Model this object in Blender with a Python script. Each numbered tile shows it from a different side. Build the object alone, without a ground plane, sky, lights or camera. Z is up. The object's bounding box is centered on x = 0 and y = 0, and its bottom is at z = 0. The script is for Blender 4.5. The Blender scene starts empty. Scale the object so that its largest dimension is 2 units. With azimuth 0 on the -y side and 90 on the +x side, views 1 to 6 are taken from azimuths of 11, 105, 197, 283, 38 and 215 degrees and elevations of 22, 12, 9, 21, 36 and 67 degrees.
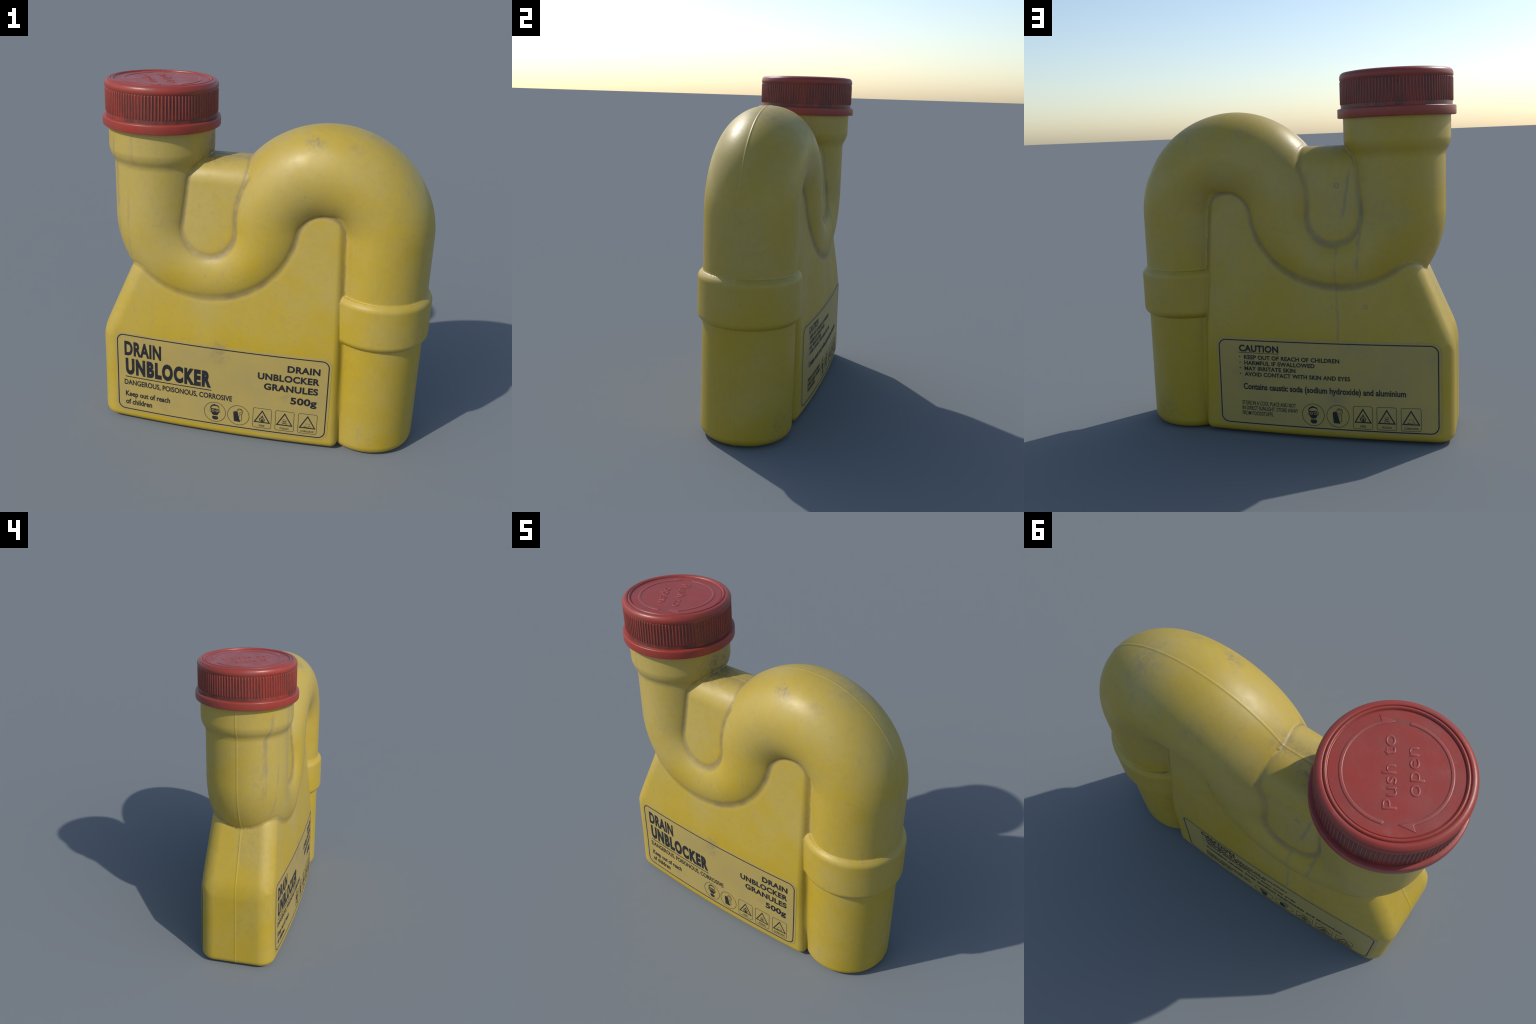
# Yellow plastic drain-cleaner bottle shaped like a U-bend waste pipe, with a red ribbed cap.
import bpy, math
import numpy as np
from mathutils import Vector

# ------------------------------------------------------------------ sizes (metres)
PIPE_R = 0.2585
ARM_X, DOWN_X, MID_X = -0.611, 0.637, 0.017      # axes of the three upright runs of the pipe
BEND_Z_U, BEND_Z_ARCH = 1.264, 1.250              # centre heights of the U bend and of the arch
U_C, U_R = (ARM_X + MID_X) / 2, (MID_X - ARM_X) / 2
A_C, A_R = (MID_X + DOWN_X) / 2, (DOWN_X - MID_X) / 2
COLLAR_R, COLLAR_Z0, COLLAR_Z1 = 0.2865, 0.669, 0.938
NECK_R, NECK_Z0, NECK_Z1 = 0.2875, 1.562, 1.614
CAP_X = ARM_X
TANK_X0, TANK_X1, TANK_FOOT, WEB_TOP = -0.924, 0.490, 0.010, 1.613
SHOULDER_Z = 0.585


def tank_half(x, z):
    """half thickness of the flat tank: bulged along x, tapering above the shoulder"""
    t = (z - SHOULDER_Z) / 0.03
    soft = 0.03 * np.logaddexp(0.0, t)
    return 0.273 - 0.06 * (x + 0.12) ** 2 + 0.02 * np.maximum(0.30 - z, 0) - 0.107 * soft


# ------------------------------------------------------------------ signed distance helpers
def rmax(a, b, r):
    return np.minimum(np.maximum(a, b), -r) + np.hypot(np.maximum(a + r, 0), np.maximum(b + r, 0))


def rmin(a, b, r):
    return np.maximum(np.minimum(a, b), r) - np.hypot(np.maximum(r - a, 0), np.maximum(r - b, 0))


def ramp01(v, a, b):
    t = np.clip((v - a) / (b - a), 0, 1)
    return t * t * (3 - 2 * t)


def half_plane(x, z, p, q):
    """distance outside the line p->q (outside = left of the direction)"""
    dx, dz = q[0] - p[0], q[1] - p[1]
    l = math.hypot(dx, dz)
    return (-(x - p[0]) * dz + (z - p[1]) * dx) / l


def sd_tank(x, y, z):
    face = (np.abs(y) - tank_half(x, z)) * 0.99
    left = TANK_X0 - x
    slant = half_plane(x, z, (-0.924, 0.560), (-0.762, 0.942))
    foot = TANK_FOOT - z
    right = half_plane(x, z, (0.436, 1.34), (TANK_X1, 0.0))
    top = z - WEB_TOP
    rim = rmax(left, slant, 0.025)
    d = rmax(face, rim, 0.092)
    d = rmax(d, right, 0.040)
    d = rmax(d, foot, 0.043)
    return rmax(d, top, 0.125)


def sd_pipe(x, y, z):
    # plane distance to the S-shaped axis: straight arm, U bend, arch, straight down pipe
    arm = np.where(z > BEND_Z_U, np.hypot(x - ARM_X, np.maximum(z - 1.62, 0)), 9.0)
    u = np.where(z <= BEND_Z_U, np.abs(np.hypot(x - U_C, z - BEND_Z_U) - U_R), 9.0)
    # the inner side of the arch's descending leg is a little flattened
    lean = 0.09 * ramp01(x, 0.33, 0.42) * ramp01(z, 1.52, 1.35) * ramp01(z, 0.88, 0.93)
    ring = np.hypot(x - A_C, z - BEND_Z_ARCH) - A_R
    arch = np.where(z >= BEND_Z_ARCH, np.abs(ring) * np.where(ring < 0, 1 + lean, 1), 9.0)
    down = np.where(z < BEND_Z_ARCH, np.abs(x - DOWN_X) * np.where(x < DOWN_X, 1 + lean, 1), 9.0)
    d = np.minimum(np.minimum(arm, u), np.minimum(arch, down))
    tube = np.hypot(d, y) - PIPE_R
    return rmax(tube, -z, 0.055)


def sd_collar(x, y, z):
    r = np.hypot(x - DOWN_X, y)
    side = r - COLLAR_R
    bevel_top = (r - COLLAR_R + z - COLLAR_Z1 + 0.022) * 0.7071
    bevel_foot = (r - COLLAR_R + COLLAR_Z0 - z + 0.020) * 0.7071
    d = rmax(rmax(side, bevel_top, 0.010), bevel_foot, 0.010)
    return np.maximum(d, np.maximum(z - COLLAR_Z1, COLLAR_Z0 - z))


def sd_neck(x, y, z):
    r = np.hypot(x - ARM_X, y)
    cone = (r - PIPE_R + 0.001 - (z - NECK_Z0) * (NECK_R - PIPE_R) / (NECK_Z1 - NECK_Z0)) * 0.87
    d = rmax(r - NECK_R, cone, 0.012)
    return np.maximum(np.maximum(d, z - 1.80), 1.5 - z)


def sd_body(x, y, z):
    pipe, tank = sd_pipe(x, y, z), sd_tank(x, y, z)
    # narrow gutter pressed in where the pipe stands out of the flat tank; soft fillet beside the down pipe
    side = ramp01(x, 0.36, 0.44) * ramp01(z, 0.02, 0.30)
    d = rmin(pipe, tank, 0.007 + 0.025 * side)
    d = d + 0.0028 * np.exp(-((pipe - tank) / 0.011) ** 2) * (np.abs(y) > 0.03) * (1 - side)
    d = rmin(d, sd_collar(x, y, z), 0.007)
    d = rmin(d, sd_neck(x, y, z), 0.008)
    # raised mould parting line all round in the middle plane
    d = d - 0.0019 * np.exp(-(y / 0.0044) ** 2)
    return np.maximum(d, -z)


def surface_net(fn, xs, ys, zs):
    """turn a signed distance function into quads (naive surface nets on a rectilinear grid)"""
    X, Y, Z = np.meshgrid(xs, ys, zs, indexing='ij')
    F = fn(X.astype(np.float32), Y.astype(np.float32), Z.astype(np.float32))
    nx, ny, nz = F.shape
    S = F < 0
    cnt = np.zeros((nx - 1, ny - 1, nz - 1), np.int8)
    for i in (0, 1):
        for j in (0, 1):
            for k in (0, 1):
                cnt += S[i:nx - 1 + i, j:ny - 1 + j, k:nz - 1 + k]
    mask = (cnt > 0) & (cnt < 8)
    idx = -np.ones(mask.shape, np.int64)
    I, J, K = np.nonzero(mask)
    idx[I, J, K] = np.arange(len(I))
    acc, num = np.zeros((len(I), 3)), np.zeros(len(I))
    ax = (np.asarray(xs), np.asarray(ys), np.asarray(zs))
    corners = [(i, j, k) for i in (0, 1) for j in (0, 1) for k in (0, 1)]
    for a in corners:
        for b in corners:
            if sum(b) - sum(a) == 1 and all(q >= p for p, q in zip(a, b)):
                fa, fb = F[I + a[0], J + a[1], K + a[2]], F[I + b[0], J + b[1], K + b[2]]
                on = (fa < 0) != (fb < 0)
                t = np.where(on, fa / np.where(on, fa - fb, 1), 0)
                pa = np.stack([ax[0][I + a[0]], ax[1][J + a[1]], ax[2][K + a[2]]], 1)
                pb = np.stack([ax[0][I + b[0]], ax[1][J + b[1]], ax[2][K + b[2]]], 1)
                acc += (pa + (pb - pa) * t[:, None]) * on[:, None]
                num += on
    P = acc / num[:, None]
    quads = []
    for axis in range(3):
        sl0 = [slice(None)] * 3; sl1 = [slice(None)] * 3
        sl0[axis] = slice(0, -1); sl1[axis] = slice(1, None)
        A, B = S[tuple(sl0)], S[tuple(sl1)]
        o1, o2 = [(1, 2), (2, 0), (0, 1)][axis]
        e = np.argwhere(A != B)
        e = e[(e[:, o1] > 0) & (e[:, o2] > 0) & (e[:, o1] < F.shape[o1] - 1) & (e[:, o2] < F.shape[o2] - 1)]
        inside = A[e[:, 0], e[:, 1], e[:, 2]]
        q = []
        for d1, d2 in ((-1, -1), (0, -1), (0, 0), (-1, 0)):
            c = e.copy(); c[:, o1] += d1; c[:, o2] += d2
            q.append(idx[c[:, 0], c[:, 1], c[:, 2]])
        q = np.stack(q, 1)
        q[~inside] = q[~inside][:, ::-1]
        quads.append(q)
    return P, np.concatenate(quads)


def gradient(fn, P, e=6e-4):
    g = np.zeros_like(P)
    for a in range(3):
        d = np.zeros(3); d[a] = e
        A, B = P + d, P - d
        g[:, a] = fn(A[:, 0], A[:, 1], A[:, 2]) - fn(B[:, 0], B[:, 1], B[:, 2])
    return g / (2 * e)


# ------------------------------------------------------------------ node materials
class Nodes:
    def __init__(self, name):
        self.mat = bpy.data.materials.new(name)
        self.mat.use_nodes = True
        self.t = self.mat.node_tree
        self.bsdf = self.t.nodes['Principled BSDF']
        self.co = self.t.nodes.new('ShaderNodeTexCoord').outputs['Object']

    def n(self, kind, **kw):
        node = self.t.nodes.new(kind)
        for k, v in kw.items():
            setattr(node, k, v)
        return node

    def link(self, a, b):
        self.t.links.new(a, b)

    def put(self, sock, v):
        if hasattr(v, 'is_linked') or hasattr(v, 'links'):
            self.link(v, sock)
        else:
            sock.default_value = v

    def mapped(self, scale=(1, 1, 1), loc=(0, 0, 0)):
        m = self.n('ShaderNodeMapping')
        m.inputs['Scale'].default_value = scale
        m.inputs['Location'].default_value = loc
        self.link(self.co, m.inputs['Vector'])
        return m.outputs[0]

    def noise(self, scale, detail=4, rough=0.55, vec=None, dist=0.0):
        m = self.n('ShaderNodeTexNoise')
        m.inputs['Scale'].default_value = scale
        m.inputs['Detail'].default_value = detail
        m.inputs['Roughness'].default_value = rough
        m.inputs['Distortion'].default_value = dist
        self.link(vec or self.co, m.inputs['Vector'])
        return m.outputs[0]

    def ramp(self, v, lo, hi, a=0.0, b=1.0):
        m = self.n('ShaderNodeMapRange', interpolation_type='SMOOTHSTEP')
        self.put(m.inputs[0], v)
        for i, q in enumerate((lo, hi, a, b)):
            m.inputs[i + 1].default_value = q
        return m.outputs[0]

    def math(self, op, a, b=0.0):
        m = self.n('ShaderNodeMath', operation=op)
        self.put(m.inputs[0], a); self.put(m.inputs[1], b)
        return m.outputs[0]

    def mul(self, *v):
        r = v[0]
        for q in v[1:]:
            r = self.math('MULTIPLY', r, q)
        return r

    def mix(self, f, a, b):
        m = self.n('ShaderNodeMix', data_type='RGBA')
        self.put(m.inputs[0], f)
        for s, v in ((m.inputs[6], a), (m.inputs[7], b)):
            self.put(s, (*v, 1) if isinstance(v, tuple) else v)
        return m.outputs[2]

    def xyz(self):
        s = self.n('ShaderNodeSeparateXYZ')
        self.link(self.co, s.inputs[0])
        return s.outputs[0], s.outputs[1], s.outputs[2]

    def bump(self, v, strength, dist):
        b = self.n('ShaderNodeBump')
        b.inputs['Strength'].default_value = strength
        b.inputs['Distance'].default_value = dist
        self.link(v, b.inputs['Height'])
        self.link(b.outputs[0], self.bsdf.inputs['Normal'])

    def finish(self, colour, rough, spec=0.5):
        self.put(self.bsdf.inputs['Base Color'], (*colour, 1) if isinstance(colour, tuple) else colour)
        self.put(self.bsdf.inputs['Roughness'], rough)
        self.bsdf.inputs['Specular IOR Level'].default_value = spec
        return self.mat


def streak(m, x0, slope, width, z0, z1, side, wob=0.02):
    """grimy run-down mark: a wavering upright line between two heights on one face (side = +1 back, -1 front)"""
    x, y, z = m.xyz()
    w = m.math('MULTIPLY', m.math('SUBTRACT', m.noise(9, 3), 0.5), wob * 4)
    line = m.math('ADD', m.math('ADD', x, w), m.math('MULTIPLY', m.math('SUBTRACT', z, 1.2), -slope))
    d = m.math('ABSOLUTE', m.math('SUBTRACT', line, x0))
    a = m.ramp(d, width, width * 0.25)
    b = m.mul(m.ramp(z, z0, z0 + 0.08), m.ramp(z, z1, z1 - 0.08))
    c = m.ramp(m.math('MULTIPLY', y, float(side)), 0.02, 0.06)
    g = m.ramp(m.noise(18, 5, 0.65, m.mapped((1.0, 1.0, 0.25))), 0.36, 0.60)
    return m.mul(a, b, c, g)


def ring_mark(m, x0, z0, r):
    x, y, z = m.xyz()
    d = m.math('SQRT', m.math('ADD', m.math('POWER', m.math('SUBTRACT', x, x0), 2.0),
                              m.math('POWER', m.math('SUBTRACT', z, z0), 2.0)))
    a = m.ramp(m.math('ABSOLUTE', m.math('SUBTRACT', d, r)), 0.006, 0.002)
    return m.mul(a, m.ramp(y, 0.05, 0.1))


def grime_spot(m, centre, radius, grain=20):
    """ragged smear of dirt round a point"""
    v = m.n('ShaderNodeVectorMath', operation='DISTANCE')
    m.link(m.co, v.inputs[0])
    v.inputs[1].default_value = centre
    near = m.ramp(v.outputs['Value'], radius, radius * 0.15)
    return m.mul(near, m.ramp(m.noise(grain, 6, 0.72, dist=0.8), 0.38, 0.66))


YELLOW = (0.440, 0.300, 0.013)
GRIME = (0.230, 0.190, 0.160)


def pipe_gap(m):
    """node version of the pipe's distance function: 0 on the pipe skin, growing away from it"""
    x, y, z = m.xyz()
    sq = lambda v: m.math('POWER', v, 2.0)
    far = lambda cx, cz: m.math('SQRT', m.math('ADD', sq(m.math('SUBTRACT', x, cx)), sq(m.math('SUBTRACT', z, cz))))
    pick = lambda on, v: m.math('ADD', v, m.math('MULTIPLY', m.math('SUBTRACT', 1.0, on), 9.0))
    arm = pick(m.math('GREATER_THAN', z, BEND_Z_U), m.math('ABSOLUTE', m.math('SUBTRACT', x, ARM_X)))
    u = pick(m.math('LESS_THAN', z, BEND_Z_U), m.math('ABSOLUTE', m.math('SUBTRACT', far(U_C, BEND_Z_U), U_R)))
    arch = pick(m.math('GREATER_THAN', z, BEND_Z_ARCH), m.math('ABSOLUTE', m.math('SUBTRACT', far(A_C, BEND_Z_ARCH), A_R)))
    down = pick(m.math('LESS_THAN', z, BEND_Z_ARCH), m.math('ABSOLUTE', m.math('SUBTRACT', x, DOWN_X)))
    d = m.math('MINIMUM', m.math('MINIMUM', arm, u), m.math('MINIMUM', arch, down))
    return m.math('SUBTRACT', m.math('SQRT', m.math('ADD', sq(d), sq(y))), PIPE_R)


def face_gap(m):
    """node version of the distance to the tank's broad faces"""
    x, y, z = m.xyz()
    bulge = m.math('MULTIPLY', m.math('POWER', m.math('ADD', x, 0.12), 2.0), 0.06)
    low = m.math('MULTIPLY', m.math('MAXIMUM', m.math('SUBTRACT', 0.30, z), 0.0), 0.02)
    high = m.math('MULTIPLY', m.math('MAXIMUM', m.math('SUBTRACT', z, SHOULDER_Z), 0.0), 0.107)
    h = m.math('SUBTRACT', m.math('ADD', m.math('SUBTRACT', 0.273, bulge), low), high)
    return m.math('SUBTRACT', m.math('ABSOLUTE', y), h)


def yellow_plastic(name='worn_yellow_plastic', gutter='face'):
    m = Nodes(name)
    # strong yellow near the foot; paler yellow in clouds, more of it higher up
    height = m.math('MULTIPLY', m.xyz()[2], 0.16)
    cloud = m.ramp(m.math('ADD', m.noise(2.4, 5, 0.55), height), 0.42, 0.98)
    base = m.mix(cloud, YELLOW, (0.430, 0.325, 0.088))
    base = m.mix(m.ramp(m.noise(24, 6, 0.68), 0.42, 0.72, 0, 0.26), base, (0.335, 0.255, 0.060))
    base = m.mix(m.ramp(m.noise(15, 5, 0.6, m.mapped(loc=(6, 1, 9))), 0.46, 0.72, 0, 0.26), base, (0.460, 0.328, 0.036))
    # fine rubbed-in speckle and larger scuffs of greyish dust
    fine = m.mul(m.ramp(m.noise(46, 6, 0.7), 0.54, 0.72), m.ramp(m.noise(4.5, 3, 0.5, m.mapped(loc=(3, 8, 1))), 0.36, 0.64), 0.40)
    base = m.mix(fine, base, GRIME)
    scuff = m.mul(m.ramp(m.noise(7.5, 7, 0.72, m.mapped((1, 1, 0.8), (9, 2, 5)), 0.6), 0.635, 0.75), 0.5)
    base = m.mix(scuff, base, GRIME)
    long = m.mul(m.ramp(m.noise(16, 4, 0.6, m.mapped((1, 1, 0.10), (1, 5, 3))), 0.60, 0.76),
                 m.ramp(m.noise(3.0, 2, 0.5, m.mapped(loc=(7, 1, 2))), 0.45, 0.65), 0.38)
    base = m.mix(long, base, GRIME)
    dark = (0.150, 0.135, 0.150)
    for args, k in (((-0.332, -0.16, 0.013, 0.96, 1.52, 1), 0.42), ((-0.296, 0.03, 0.011, 0.40, 1.02, 1), 0.38),
                    ((-0.437, -0.10, 0.020, 0.92, 1.36, 1), 0.50), ((-0.425, 0.0, 0.008, 0.78, 1.0, 1), 0.40),
                    ((-0.812, 0.0, 0.014, 1.12, 1.74, -1), 0.38), ((-0.735, 0.03, 0.012, 0.98, 1.50, -1), 0.25)):
        base = m.mix(m.math('MULTIPLY', streak(m, *args, 0.006), k), base, dark)
    for spot, rad, k in (((0.25, -0.16, 1.755), 0.075, 0.75), ((0.45, -0.15, 1.71), 0.07, 0.5), ((-0.33, 0.0, 1.63), 0.19, 0.90),
                         ((-0.12, 0.0, 1.63), 0.10, 0.55), ((0.20, 0.19, 1.70), 0.09, 0.32), ((0.55, 0.05, 1.74), 0.16, 0.35),
                         ((-0.82, -0.10, 1.30), 0.17, 0.22), ((-0.86, -0.08, 0.85), 0.20, 0.22), ((-0.92, -0.05, 0.35), 0.14, 0.16),
                         ((-0.20, -0.27, 0.60), 0.06, 0.5), ((0.75, 0.23, 0.10), 0.16, 0.35), ((-0.60, 0.22, 1.25), 0.20, 0.18),
                         ((-0.30, 0.20, 1.25), 0.20, 0.16)):
        base = m.mix(m.math('MULTIPLY', grime_spot(m, spot, rad, 30), k), base, (0.170, 0.145, 0.130))
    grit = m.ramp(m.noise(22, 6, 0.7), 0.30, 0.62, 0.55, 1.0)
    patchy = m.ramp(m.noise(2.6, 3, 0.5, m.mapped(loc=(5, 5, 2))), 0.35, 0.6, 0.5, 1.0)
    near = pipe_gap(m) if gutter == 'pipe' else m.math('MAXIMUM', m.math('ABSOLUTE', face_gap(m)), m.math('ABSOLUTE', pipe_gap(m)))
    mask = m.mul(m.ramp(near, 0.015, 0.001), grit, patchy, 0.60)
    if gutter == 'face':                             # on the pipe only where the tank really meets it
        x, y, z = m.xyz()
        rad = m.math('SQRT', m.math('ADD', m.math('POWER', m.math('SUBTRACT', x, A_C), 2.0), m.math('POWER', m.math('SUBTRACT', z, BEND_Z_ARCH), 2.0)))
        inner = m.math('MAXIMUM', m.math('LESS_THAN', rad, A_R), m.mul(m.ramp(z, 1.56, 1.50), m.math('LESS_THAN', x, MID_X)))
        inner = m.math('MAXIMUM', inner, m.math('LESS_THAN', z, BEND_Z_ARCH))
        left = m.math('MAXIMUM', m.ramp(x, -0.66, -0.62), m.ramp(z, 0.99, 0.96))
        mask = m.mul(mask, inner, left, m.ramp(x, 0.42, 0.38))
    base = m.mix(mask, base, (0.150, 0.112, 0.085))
    base = m.mix(m.math('MULTIPLY', ring_mark(m, -0.310, 1.403, 0.011), 0.55), base, dark)
    base = m.mix(m.math('MULTIPLY', ring_mark(m, -0.465, 0.755, 0.010), 0.35), base, dark)
    rough = m.ramp(m.noise(6, 5, 0.6), 0.3, 0.7, 0.40, 0.52)
    m.bump(m.noise(75, 4, 0.6), 0.10, 0.004)
    return m.finish(base, rough, 0.5)


def label_film():
    m = Nodes('dusty_label_film')
    base = m.mix(m.ramp(m.noise(5, 4, 0.6), 0.35, 0.68), (0.395, 0.290, 0.076), (0.365, 0.275, 0.086))
    base = m.mix(m.mul(m.ramp(m.noise(6.5, 6, 0.7, m.mapped(loc=(2, 3, 6))), 0.62, 0.76), 0.55), base, (0.22, 0.19, 0.13))
    base = m.mix(m.mul(m.ramp(m.noise(60, 4, 0.7), 0.55, 0.72), 0.15), base, (0.22, 0.19, 0.13))
    for spot, rad, k in (((-0.20, -0.27, 0.54), 0.10, 0.6), ((0.18, -0.27, 0.31), 0.06, 0.45), ((-0.50, -0.27, 0.15), 0.10, 0.3),
                         ((-0.30, 0.27, 0.25), 0.10, 0.35), ((0.25, 0.26, 0.35), 0.12, 0.3)):
        base = m.mix(m.math('MULTIPLY', grime_spot(m, spot, rad, 12), k), base, (0.20, 0.165, 0.10))
    m.bump(m.noise(90, 3, 0.6), 0.08, 0.003)
    return m.finish(base, 0.47, 0.5)


def black_ink():
    m = Nodes('black_print_ink')
    base = m.mix(m.ramp(m.noise(30, 5, 0.7), 0.5, 0.75, 0, 0.5), (0.012, 0.013, 0.018), (0.055, 0.052, 0.048))
    return m.finish(base, 0.5, 0.4)


def red_plastic(name, grime, lid=False, worn=0.0):
    m = Nodes(name)
    base = m.mix(m.ramp(m.noise(6, 4, 0.6), 0.35, 0.68), (0.300, 0.034, 0.021), (0.265, 0.043, 0.030))
    base = m.mix(m.mul(m.ramp(m.noise(16, 6, 0.7), 0.56, 0.74), 0.22), base, (0.30, 0.12, 0.105))
    if grime:
        g = m.mul(m.ramp(m.noise(13, 6, 0.75, m.mapped((1, 1, 0.45))), 0.33, 0.62), grime)
        base = m.mix(g, base, (0.060, 0.030, 0.024))
    if lid:                                          # grime caught along both sides of the raised arrows
        x, y, z = m.xyz()
        rad = m.math('SQRT', m.math('ADD', m.math('POWER', m.math('SUBTRACT', x, CAP_X), 2.0), m.math('POWER', y, 2.0)))
        off = m.math('ABSOLUTE', m.math('SUBTRACT', rad, 0.2045))
        g = m.mul(m.ramp(off, 0.017, 0.008), m.ramp(m.noise(18, 5, 0.7), 0.34, 0.62), 0.55)
        base = m.mix(g, base, (0.13, 0.065, 0.05))
    if worn:
        base = m.mix(worn, base, (0.40, 0.12, 0.11))
    m.bump(m.noise(70, 4, 0.6), 0.10, 0.004)
    return m.finish(base, m.ramp(m.noise(8, 4), 0.3, 0.7, 0.34, 0.46), 0.5)


MAT_TANK = yellow_plastic('worn_yellow_tank_plastic', 'pipe')
MAT_YELLOW, MAT_LABEL, MAT_INK = yellow_plastic(), label_film(), black_ink()
MAT_RED = red_plastic('red_cap_plastic', 0.0)
MAT_LID = red_plastic('red_lid_plastic', 0.0, lid=True)
MAT_RELIEF = red_plastic('rubbed_red_relief', 0.0, worn=0.14)
MAT_RED_WALL = red_plastic('grimy_red_cap_wall', 0.85)
MAT_RED_RIB = red_plastic('rubbed_red_rib', 0.30)

SCENE = bpy.context.scene.collection


def add(name, mesh, parent, mat=None, smooth=True):
    ob = bpy.data.objects.new(name, mesh)
    SCENE.objects.link(ob)
    ob.parent = parent
    if mat:
        mesh.materials.clear()
        mesh.materials.append(mat)
    if smooth:
        mesh.polygons.foreach_set('use_smooth', [True] * len(mesh.polygons))
    return ob


# ------------------------------------------------------------------ thing
thing = bpy.data.objects.new('drain_cleaner_bottle', None)
SCENE.objects.link(thing)
thing['label'] = 'yellow plastic drain cleaner bottle shaped like a pipe bend, red cap'
thing['category'] = 'bottle'

# ------------------------------------------------------------------ moulded body
STEP = 0.0078
xs = np.arange(-0.945, 0.945, STEP)
zs = np.arange(-0.012, 1.835, STEP)
fine = np.arange(0.00125, 0.0135, 0.0025)
grow = np.array([0.018, 0.0245])
coarse = np.arange(0.0245 + STEP, 0.31, STEP)
half = np.concatenate([fine, grow, coarse])
ys = np.concatenate([-half[::-1], half])
P, Q = surface_net(sd_body, xs, ys, zs)
for _ in range(3):                                   # settle the vertices on the exact surface
    g = gradient(sd_body, P)
    d = sd_body(P[:, 0], P[:, 1], P[:, 2])
    step = np.clip(d / np.maximum((g * g).sum(1), 0.3), -0.004, 0.004)
    P -= g * step[:, None]
N = gradient(sd_body, P, 1.5e-3)
N /= np.linalg.norm(N, axis=1)[:, None]
C = P[Q].mean(1)
dists = np.stack([f(C[:, 0], C[:, 1], C[:, 2]) for f in (sd_tank, sd_pipe, sd_collar, sd_neck)])
dists[3] -= 0.0012
region = dists.argmin(0)
for k, name in enumerate(('tank', 'bent_pipe', 'pipe_collar', 'neck')):
    q = Q[region == k]
    used, inv = np.unique(q, return_inverse=True)
    me = bpy.data.meshes.new(name)
    me.from_pydata(P[used].tolist(), [], inv.reshape(-1, 4).tolist())
    me.update()
    ob = add(name, me, thing, MAT_TANK if name == 'tank' else MAT_YELLOW)
    me.normals_split_custom_set_from_vertices(N[used].tolist())


# ------------------------------------------------------------------ printed labels
def flat_mesh(ob):
    bpy.context.view_layer.update()
    dg = bpy.context.evaluated_depsgraph_get()
    me = bpy.data.meshes.new_from_object(ob.evaluated_get(dg), depsgraph=dg)
    data = ob.data
    bpy.data.objects.remove(ob)
    bpy.data.curves.remove(data)
    return me


def coords(me):
    a = np.empty(len(me.vertices) * 3)
    me.vertices.foreach_get('co', a)
    return a.reshape(-1, 3)


def text_mesh(body, weight=0.0, depth=0.5, res=4, bevel=0.0, spacing=1.0):
    cu = bpy.data.curves.new('text', 'FONT')
    cu.body, cu.size, cu.offset, cu.extrude, cu.resolution_u = body, 1.0, weight, depth, res
    cu.bevel_depth, cu.bevel_resolution, cu.space_character = bevel, 2, spacing
    ob = bpy.data.objects.new('text', cu)
    SCENE.objects.link(ob)
    return flat_mesh(ob)


def shape_mesh(loops, depth=0.5, bevel=0.0):
    cu = bpy.data.curves.new('shape', 'CURVE')
    cu.dimensions, cu.fill_mode, cu.extrude = '2D', 'BOTH', depth
    cu.bevel_depth, cu.bevel_resolution, cu.offset = bevel, 3, -bevel
    for pts in loops:
        s = cu.splines.new('POLY')
        s.points.add(len(pts) - 1)
        for p, q in zip(s.points, pts):
            p.co = (q[0], q[1], 0, 1)
        s.use_cyclic_u = True
    ob = bpy.data.objects.new('shape', cu)
    SCENE.objects.link(ob)
    return flat_mesh(ob)


_cap = coords(text_mesh('H'))
CAP_H = _cap[:, 1].max()


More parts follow.
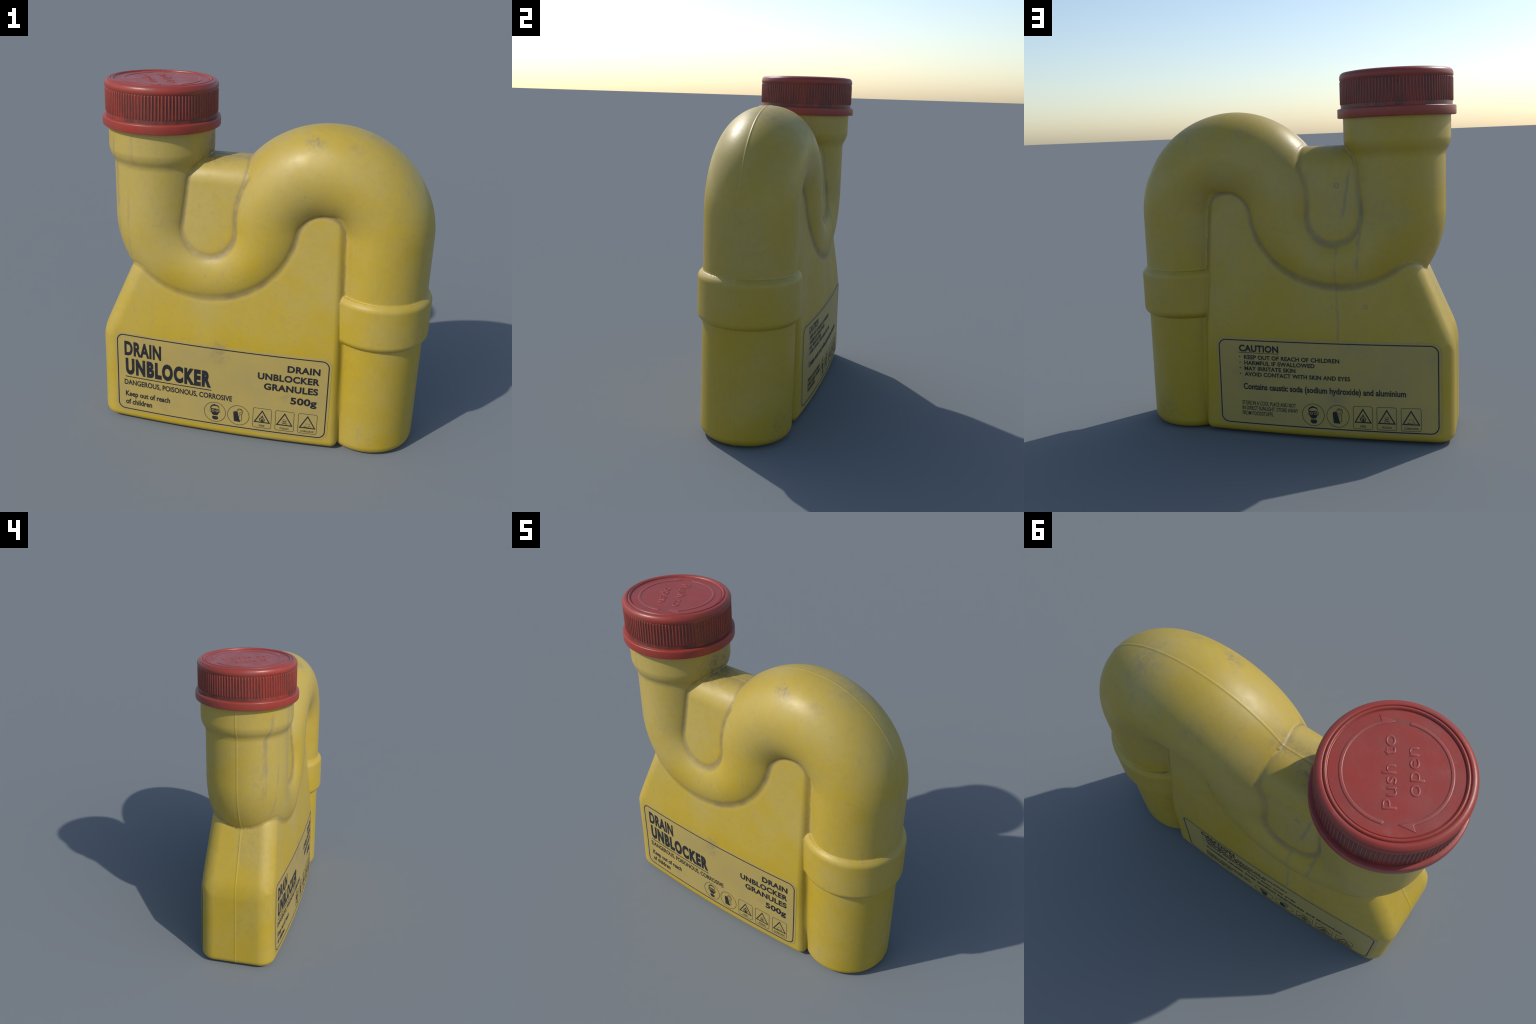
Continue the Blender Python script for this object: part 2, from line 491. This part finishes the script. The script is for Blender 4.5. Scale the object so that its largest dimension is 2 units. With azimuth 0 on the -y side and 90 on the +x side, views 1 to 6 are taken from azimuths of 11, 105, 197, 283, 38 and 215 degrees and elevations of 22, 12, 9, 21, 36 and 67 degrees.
class Face:
    """one broad side of the tank; u runs in reading direction, v is height"""
    def __init__(self, side):
        self.side = side                              # -1 front, +1 back

    def wrap(self, me, depth):
        c = coords(me)
        x = c[:, 0] * -self.side
        out = depth[0] + (depth[1] - depth[0]) * (c[:, 2] > 0)
        r = np.stack([x, self.side * (tank_half(x, c[:, 1]) + out), c[:, 1]], 1)
        me.vertices.foreach_set('co', r.ravel())
        me.update()

    def text(self, parent, body, u0, u1, base, cap, weight=0.0, spacing=1.0):
        me = text_mesh(body, weight, spacing=spacing)
        c = coords(me)
        lo, hi = c[:, 0].min(), c[:, 0].max()
        c[:, 0] = u0 + (c[:, 0] - lo) * (u1 - u0) / (hi - lo)
        hs = cap / (CAP_H + 2 * weight)
        c[:, 1] = base + (c[:, 1] + weight) * hs
        me.vertices.foreach_set('co', c.ravel())
        self.wrap(me, (0.0010, 0.0023))
        return add('lettering', me, parent, MAT_INK, smooth=False)

    def shapes(self, parent, name, loops, centre=(0, 0), scale=1.0):
        pl = [[(centre[0] + p[0] * scale, centre[1] + p[1] * scale) for p in l] for l in loops]
        me = shape_mesh(pl)
        self.wrap(me, (0.0010, 0.0023))
        return add(name, me, parent, MAT_INK, smooth=False)

    def lines(self, parent, name, outer, inner):
        """thin printed line between two matching closed outlines"""
        n = len(outer)
        me = bpy.data.meshes.new(name)
        flat = [(p[0], p[1], z) for z in (1.0, -1.0) for loop in (outer, inner) for p in loop]
        faces = []
        for i in range(n):
            j = (i + 1) % n
            faces += [(i, j, n + j, n + i), (i, 2 * n + i, 2 * n + j, j), (n + i, n + j, 3 * n + j, 3 * n + i)]
        me.from_pydata(flat, [], faces)
        self.wrap(me, (0.0010, 0.0024))
        return add(name, me, parent, MAT_INK, smooth=False)

    def film(self, u0, u1, v0, v1, r):
        """thin stuck-on film with rounded corners, following the bulge of the tank"""
        rows = [v0 + r * (1 - math.cos(a)) for a in np.linspace(0, math.pi / 2, 9)]
        rows += list(np.linspace(v0 + r, v1 - r, 26)[1:-1])
        rows += [v1 - r * (1 - math.cos(a)) for a in np.linspace(math.pi / 2, 0, 9)]
        cols = np.linspace(0, 1, 61)
        verts = []
        for v in rows:
            e = max(0.0, (v0 + r) - v, v - (v1 - r))
            ins = r - math.sqrt(max(0.0, r * r - e * e))
            for t in cols:
                u = u0 + ins + (u1 - u0 - 2 * ins) * t
                x = -self.side * u
                verts.append((x, self.side * (float(tank_half(x, v)) + 0.0015), v))
        nc, nr = len(cols), len(rows)
        faces = [(j * nc + i, j * nc + i + 1, (j + 1) * nc + i + 1, (j + 1) * nc + i) for j in range(nr - 1) for i in range(nc - 1)]
        edge = list(range(nc)) + [j * nc + nc - 1 for j in range(1, nr)] + [(nr - 1) * nc + i for i in range(nc - 2, -1, -1)] + [j * nc for j in range(nr - 2, 0, -1)]
        k0 = len(verts)
        for i in edge:
            x, y, z = verts[i]
            verts.append((x, y - self.side * 0.003, z))
        m = len(edge)
        faces += [(edge[i], k0 + i, k0 + (i + 1) % m, edge[(i + 1) % m]) for i in range(m)]
        me = bpy.data.meshes.new('label')
        me.from_pydata(verts, [], faces)
        me.update()
        return add('label', me, thing, MAT_LABEL, smooth=False)


def rounded_rect(u0, u1, v0, v1, r, n=8, sub=1):
    pts = []
    for cu, cv, a0 in ((u1 - r, v0 + r, -90), (u1 - r, v1 - r, 0), (u0 + r, v1 - r, 90), (u0 + r, v0 + r, 180)):
        pts += [(cu + r * math.cos(math.radians(a0 + 90 * i / n)), cv + r * math.sin(math.radians(a0 + 90 * i / n))) for i in range(n + 1)]
    out = []
    for i, (a, b) in enumerate(zip(pts, pts[1:] + pts[:1])):
        k = sub if i % (n + 1) == n else 1            # only the straight sides are divided
        out += [(a[0] + (b[0] - a[0]) * t / k, a[1] + (b[1] - a[1]) * t / k) for t in range(k)]
    return out


def frame(u0, u1, v0, v1, r, w, sub=1):
    return [rounded_rect(u0, u1, v0, v1, r, 8, sub), rounded_rect(u0 + w, u1 - w, v0 + w, v1 - w, r - w, 8, sub)]


def disc(cx, cy, r, n=40, ry=None):
    ry = ry or r
    return [(cx + r * math.cos(2 * math.pi * i / n), cy + ry * math.sin(2 * math.pi * i / n)) for i in range(n)]


def stroke(pts, w):
    L, R = [], []
    for i, p in enumerate(pts):
        a, b = pts[max(0, i - 1)], pts[min(len(pts) - 1, i + 1)]
        dx, dy = b[0] - a[0], b[1] - a[1]
        l = math.hypot(dx, dy) or 1
        L.append((p[0] - dy / l * w / 2, p[1] + dx / l * w / 2))
        R.append((p[0] + dy / l * w / 2, p[1] - dx / l * w / 2))
    return L + R[::-1]


def triangle(cx, cy, hw, h, w):
    """outlined warning triangle with its base at cy"""
    slope = math.atan2(h, hw)
    inset = w / math.tan(slope / 2)
    tip = w / math.sin(math.pi / 2 - slope)
    return [[(cx - hw, cy), (cx + hw, cy), (cx, cy + h)], [(cx - hw + inset, cy + w), (cx + hw - inset, cy + w), (cx, cy + h - tip)]]


MASKED_HEAD = [
    [(-.44, .28), (-.43, .52), (-.26, .70), (-.04, .80), (.06, .74), (.22, .72), (.36, .60), (.42, .42), (.37, .40), (.30, .54), (.16, .62), (-.02, .62), (-.22, .58), (-.34, .46), (-.37, .28)],
    [(-.36, .34), (.34, .34), (.38, .02), (.30, -.20), (.18, -.33), (-.16, -.33), (-.28, -.20), (-.37, .02)],
    disc(-.17, .13, .135), disc(.18, .13, .135), disc(-.17, .13, .075), disc(.18, .13, .075),
    [(-.20, -.42), (.24, -.42), (.33, -.58), (.27, -.72), (.10, -.79), (-.08, -.78), (-.22, -.68), (-.26, -.56)],
    stroke([(-.45, .22), (-.46, .05), (-.40, -.06)], .04), stroke([(.44, .30), (.46, .10), (.42, -.04)], .04)]
GLOVES = [
    [(-.46, .22), (-.43, .37), (-.38, .36), (-.36, .28), (-.33, .42), (-.28, .42), (-.25, .30), (-.22, .43), (-.16, .42), (-.13, .30), (-.10, .38), (-.05, .36), (-.03, .10), (.05, -.15), (.10, -.36), (.20, -.66), (-.38, -.64)],
    stroke([(-.09, .42), (-.09, .55), (.02, .67), (.16, .68), (.30, .62), (.41, .48), (.38, .30), (.29, .10), (.31, -.20), (.33, -.46), (.16, -.48)], .045),
    stroke([(.02, .62), (.05, .48)], .04), stroke([(.14, .64), (.16, .50)], .04), stroke([(.26, .60), (.28, .46)], .04),
    stroke([(.02, .12), (.14, .30), (.24, .34), (.30, .28)], .04), stroke([(.06, -.12), (.22, .18)], .035)]
FLAME = [
    [(-.05, -.40), (-.26, -.30), (-.33, -.08), (-.24, .10), (-.18, .0), (-.12, .22), (.06, .44), (.10, .24), (.20, .10), (.30, -.06), (.30, -.26), (.18, -.38)],
    [(-.08, -.32), (-.20, -.22), (-.23, -.08), (-.20, .0), (-.12, -.08), (-.06, .12), (.02, .24), (.06, .12), (.16, .02), (.22, -.10), (.20, -.24), (.12, -.32)],
    [(-.02, -.32), (-.10, -.24), (-.09, -.12), (-.02, -.02), (.03, .02), (.08, -.06), (.14, -.16), (.12, -.27), (.06, -.32)]]
SKULL = [disc(0, .10, .21, 30, .17), disc(0, .10, .17, 30, .13),
         [(-.15, .06), (-.03, .06), (-.02, -.02), (.02, -.02), (.03, .06), (.15, .06), (.12, -.06), (.08, -.14), (-.08, -.14), (-.12, -.06)],
         stroke([(-.30, -.12), (0, -.22), (.30, -.34)], .045), stroke([(-.30, -.34), (-.06, -.24)], .045), stroke([(.06, -.20), (.30, -.12)], .045)]
CORROSION = [stroke([(-.40, -.34), (-.02, -.34)], .06), stroke([(-.38, -.22), (-.22, -.24)], .03),
             stroke([(-.20, .06), (-.12, -.02)], .05), stroke([(-.12, .06), (.10, .08)], .03), stroke([(.22, .08), (.16, -.02)], .06),
             stroke([(.06, -.30), (.14, -.22), (.30, -.24), (.40, -.34)], .04), stroke([(.24, -.10), (.34, -.18)], .03), stroke([(.05, -.38), (.20, -.36)], .03)]


def pictograms(face, label, heads, boxes, v, r, vb):
    for u, art in zip(heads, (MASKED_HEAD, GLOVES)):
        face.shapes(label, 'pictogram', [disc(u, v, r, 64), disc(u, v, r - 0.0024, 64)] +
                    [[(u + p[0] * r, v + p[1] * r) for p in l] for l in art])
    for u, art, word, half_w in zip(boxes, (FLAME, SKULL, CORROSION), ('FIRE', 'POISON', 'CORROSIVE'), (0.016, 0.025, 0.039)):
        loops = frame(u - 0.054, u + 0.054, vb - 0.0645, vb + 0.0645, 0.011, 0.0022)
        loops += triangle(u, vb - 0.030, 0.0485, 0.083, 0.0062)
        loops += [[(u + p[0] * 0.052, vb - 0.003 + p[1] * 0.052) for p in l] for l in art]
        face.shapes(label, 'pictogram', loops)
        face.text(label, word, u - half_w, u + half_w, vb - 0.0555, 0.0120, 0.004)


front = Face(-1)
label = front.film(-0.830, 0.430, 0.066, 0.582, 0.050)
front.lines(label, 'border_line', *frame(-0.818, 0.418, 0.078, 0.570, 0.042, 0.0058, 48))
front.text(label, 'DRAIN', -0.772, -0.546, 0.436, 0.093, 0.042, 1.08)
front.text(label, 'UNBLOCKER', -0.767, -0.247, 0.312, 0.107, 0.060, 1.18)
front.lines(label, 'underline', *frame(-0.770, -0.244, 0.2943, 0.2993, 0.0024, 0.0023, 30))
front.text(label, 'DANGEROUS, POISONOUS, CORROSIVE', -0.777, -0.121, 0.243, 0.034, 0.022)
front.text(label, 'Keep out of reach', -0.771, -0.493, 0.166, 0.035, 0.027)
front.text(label, 'of children', -0.771, -0.605, 0.113, 0.035, 0.027)
front.text(label, 'DRAIN', 0.187, 0.369, 0.477, 0.042, 0.038, 1.06)
front.text(label, 'UNBLOCKER', 0.022, 0.369, 0.414, 0.042, 0.038, 1.06)
front.text(label, 'GRANULES', 0.059, 0.364, 0.351, 0.042, 0.038, 1.06)
front.text(label, '500g', 0.212, 0.361, 0.277, 0.044, 0.034, 1.04)
pictograms(front, label, (-0.2205, -0.082), (0.0565, 0.186, 0.3165), 0.1590, 0.0645, 0.1615)

back = Face(1)
label = back.film(-0.395, 0.861, 0.055, 0.568, 0.052)
back.lines(label, 'border_line', *frame(-0.383, 0.849, 0.067, 0.556, 0.044, 0.0058, 48))
back.text(label, 'CAUTION', -0.259, -0.026, 0.488, 0.039, 0.036, 1.05)
back.lines(label, 'underline', *frame(-0.261, -0.025, 0.4812, 0.4840, 0.0014, 0.00135, 20))
for i, (line, end) in enumerate((('KEEP OUT OF REACH OF CHILDREN', 0.318), ('HARMFUL IF SWALLOWED', 0.179),
                                 ('MAY IRRITATE SKIN', 0.069), ('AVOID CONTACT WITH SKIN AND EYES', 0.375))):
    base = 0.4445 - 0.0328 * i
    back.text(label, line, -0.231, end, base, 0.024, 0.031, 1.05)
    back.shapes(label, 'bullet_point', [disc(-0.2565, base + 0.013, 0.0035, 14)])
back.text(label, 'Contains caustic soda (sodium hydroxide) and aluminium', -0.241, 0.675, 0.269, 0.035, 0.027)
for line, end, base in (('STORE IN A COOL PLACE AND NOT', 0.065, 0.179), ('IN DIRECT SUNLIGHT. STORE AWAY', 0.077, 0.149), ('FROM FOODSTUFFS.', -0.068, 0.119)):
    back.text(label, line, -0.253, end, base, 0.0225, 0.008)
pictograms(back, label, (0.164, 0.303), (0.441, 0.570, 0.700), 0.1455, 0.0635, 0.1445)


# ------------------------------------------------------------------ cap
def lathe(name, profile, parent, mat, seg=216, closed=False):
    verts, faces, rings = [], [], []
    for r, z in profile:
        r *= 1.0085
        if r < 1e-6:
            rings.append([len(verts)] * seg)
            verts.append((CAP_X, 0, z))
        else:
            rings.append(list(range(len(verts), len(verts) + seg)))
            verts += [(CAP_X + r * math.cos(2 * math.pi * i / seg), r * math.sin(2 * math.pi * i / seg), z) for i in range(seg)]
    pairs = list(zip(rings, rings[1:])) + ([(rings[-1], rings[0])] if closed else [])
    for a, b in pairs:
        for i in range(seg):
            j = (i + 1) % seg
            f = [a[i], a[j], b[j], b[i]]
            f = [v for k, v in enumerate(f) if v not in f[:k]]
            faces.append(f)
    me = bpy.data.meshes.new(name)
    me.from_pydata(verts, [], faces)
    me.update()
    ob = add(name, me, parent, mat)
    me.set_sharp_from_angle(angle=math.radians(38))
    return ob


WALL_R = 0.2955
cap = lathe('cap', [(0.287, 1.800), (WALL_R + 0.001, 1.800), (WALL_R, 1.812), (WALL_R, 1.950),
                    (0.2970, 1.955), (0.2995, 1.959), (0.3002, 1.970), (0.2990, 1.979), (0.2960, 1.986), (0.2910, 1.9920),
                    (0.2850, 1.9960), (0.2730, 1.9975), (0.2700, 1.9960), (0.2685, 1.9930), (0.2672, 1.9930),
                    (0.2655, 1.9965), (0.2625, 1.9995), (0.2590, 2.0000), (0.2560, 1.9985), (0.2535, 1.9945),
                    (0.2525, 1.9915), (0.2505, 1.9905), (0.2480, 1.9928), (0.12, 1.9928), (0.0, 1.9928)], thing, MAT_RED)
cap.data.materials.append(MAT_RED_WALL)
cap.data.materials.append(MAT_LID)
for p in cap.data.polygons:
    c = p.center
    if 1.804 < c.z < 1.957 and math.hypot(c.x - CAP_X, c.y) > 0.29:
        p.material_index = 1
    elif c.z > 1.98 and math.hypot(c.x - CAP_X, c.y) < 0.2505:
        p.material_index = 2
lathe('tamper_band', [(0.2700, 1.757), (0.3105, 1.757), (0.3135, 1.7590), (0.3146, 1.7630), (0.3148, 1.7990), (0.3142, 1.8025),
                      (0.3120, 1.8050), (0.3085, 1.8062), (0.2960, 1.8080), (0.2700, 1.8080)], cap, MAT_RED, closed=True)

# upright grip ribs round the wall: a half-round bar with tapered ends, repeated
RIBS = 108
rib_rows = ((1.8265, 0.35), (1.8300, 0.8), (1.8340, 1.0), (1.9450, 1.0), (1.9495, 0.8), (1.9530, 0.35))
prof = [(math.sin(a), math.cos(a)) for a in np.linspace(-math.pi / 2, math.pi / 2, 9)]
verts = [(WALL_R * 1.0085 - 0.0012 + 0.0052 * h * k, 0.0047 * t * (0.6 + 0.4 * k), z) for z, k in rib_rows for t, h in prof]
n = len(prof)
faces = [(j * n + i, j * n + i + 1, (j + 1) * n + i + 1, (j + 1) * n + i) for j in range(len(rib_rows) - 1) for i in range(n - 1)]
faces += [tuple(range(n))[::-1], tuple(range((len(rib_rows) - 1) * n, len(rib_rows) * n))]
rib_me = bpy.data.meshes.new('grip_rib')
rib_me.from_pydata(verts, [], faces)
rib_me.update()
for i in range(RIBS):
    rib = add('grip_rib', rib_me, cap, MAT_RED_RIB if i == 0 else None, smooth=(i == 0))
    rib.location = (CAP_X, 0, 0)
    rib.rotation_euler = (0, 0, 2 * math.pi * (i + 0.5) / RIBS)

# raised arrows and lettering on the lid
LID_Z = 1.9928


def lid_relief(me, name, lo, hi):
    c = coords(me)
    z = c[:, 2]
    c[:, 2] = LID_Z + lo + (hi - lo) * (z - z.min()) / (z.max() - z.min())
    me.vertices.foreach_set('co', c.ravel())
    me.update()
    ob = add(name, me, cap, MAT_RELIEF)
    me.set_sharp_from_angle(angle=math.radians(50))
    return ob


def polar(r, a):
    return (CAP_X + r * math.cos(math.radians(a)), r * math.sin(math.radians(a)))


def arrow(a_tail, a_head, a_tip):
    arc = np.linspace(a_tail, a_head, 40)
    outer = [polar(0.2120, a) for a in arc]
    inner = [polar(0.1970, a) for a in arc[::-1]]
    return outer + [polar(0.2400, a_head), polar(0.2030, a_tip)] + inner


for a0, a1, a2 in ((107.5, -43.5, -60.0), (-73.0, -222.5, -238.5)):
    lid_relief(shape_mesh([arrow(a0, a1, a2)], 0.0005, 0.0050), 'arrow', -0.0026, 0.0026)
d, up = np.array((0.529, -0.848)), np.array((0.848, 0.529))
for word, s0, s1, base in (('Push to', -0.147, 0.149, 0.0026), ('open', -0.096, 0.102, -0.083)):
    me = text_mesh(word, -0.035, 0.01, 6, 0.045, 1.05)
    c = coords(me)
    lo, hi = c[:, 0].min(), c[:, 0].max()
    s = s0 + (c[:, 0] - lo) * (s1 - s0) / (hi - lo)
    t = base + c[:, 1] * 0.052 / CAP_H
    c[:, 0] = CAP_X + s * d[0] + t * up[0]
    c[:, 1] = s * d[1] + t * up[1]
    me.vertices.foreach_set('co', c.ravel())
    lid_relief(me, 'lettering', -0.0026, 0.0024)
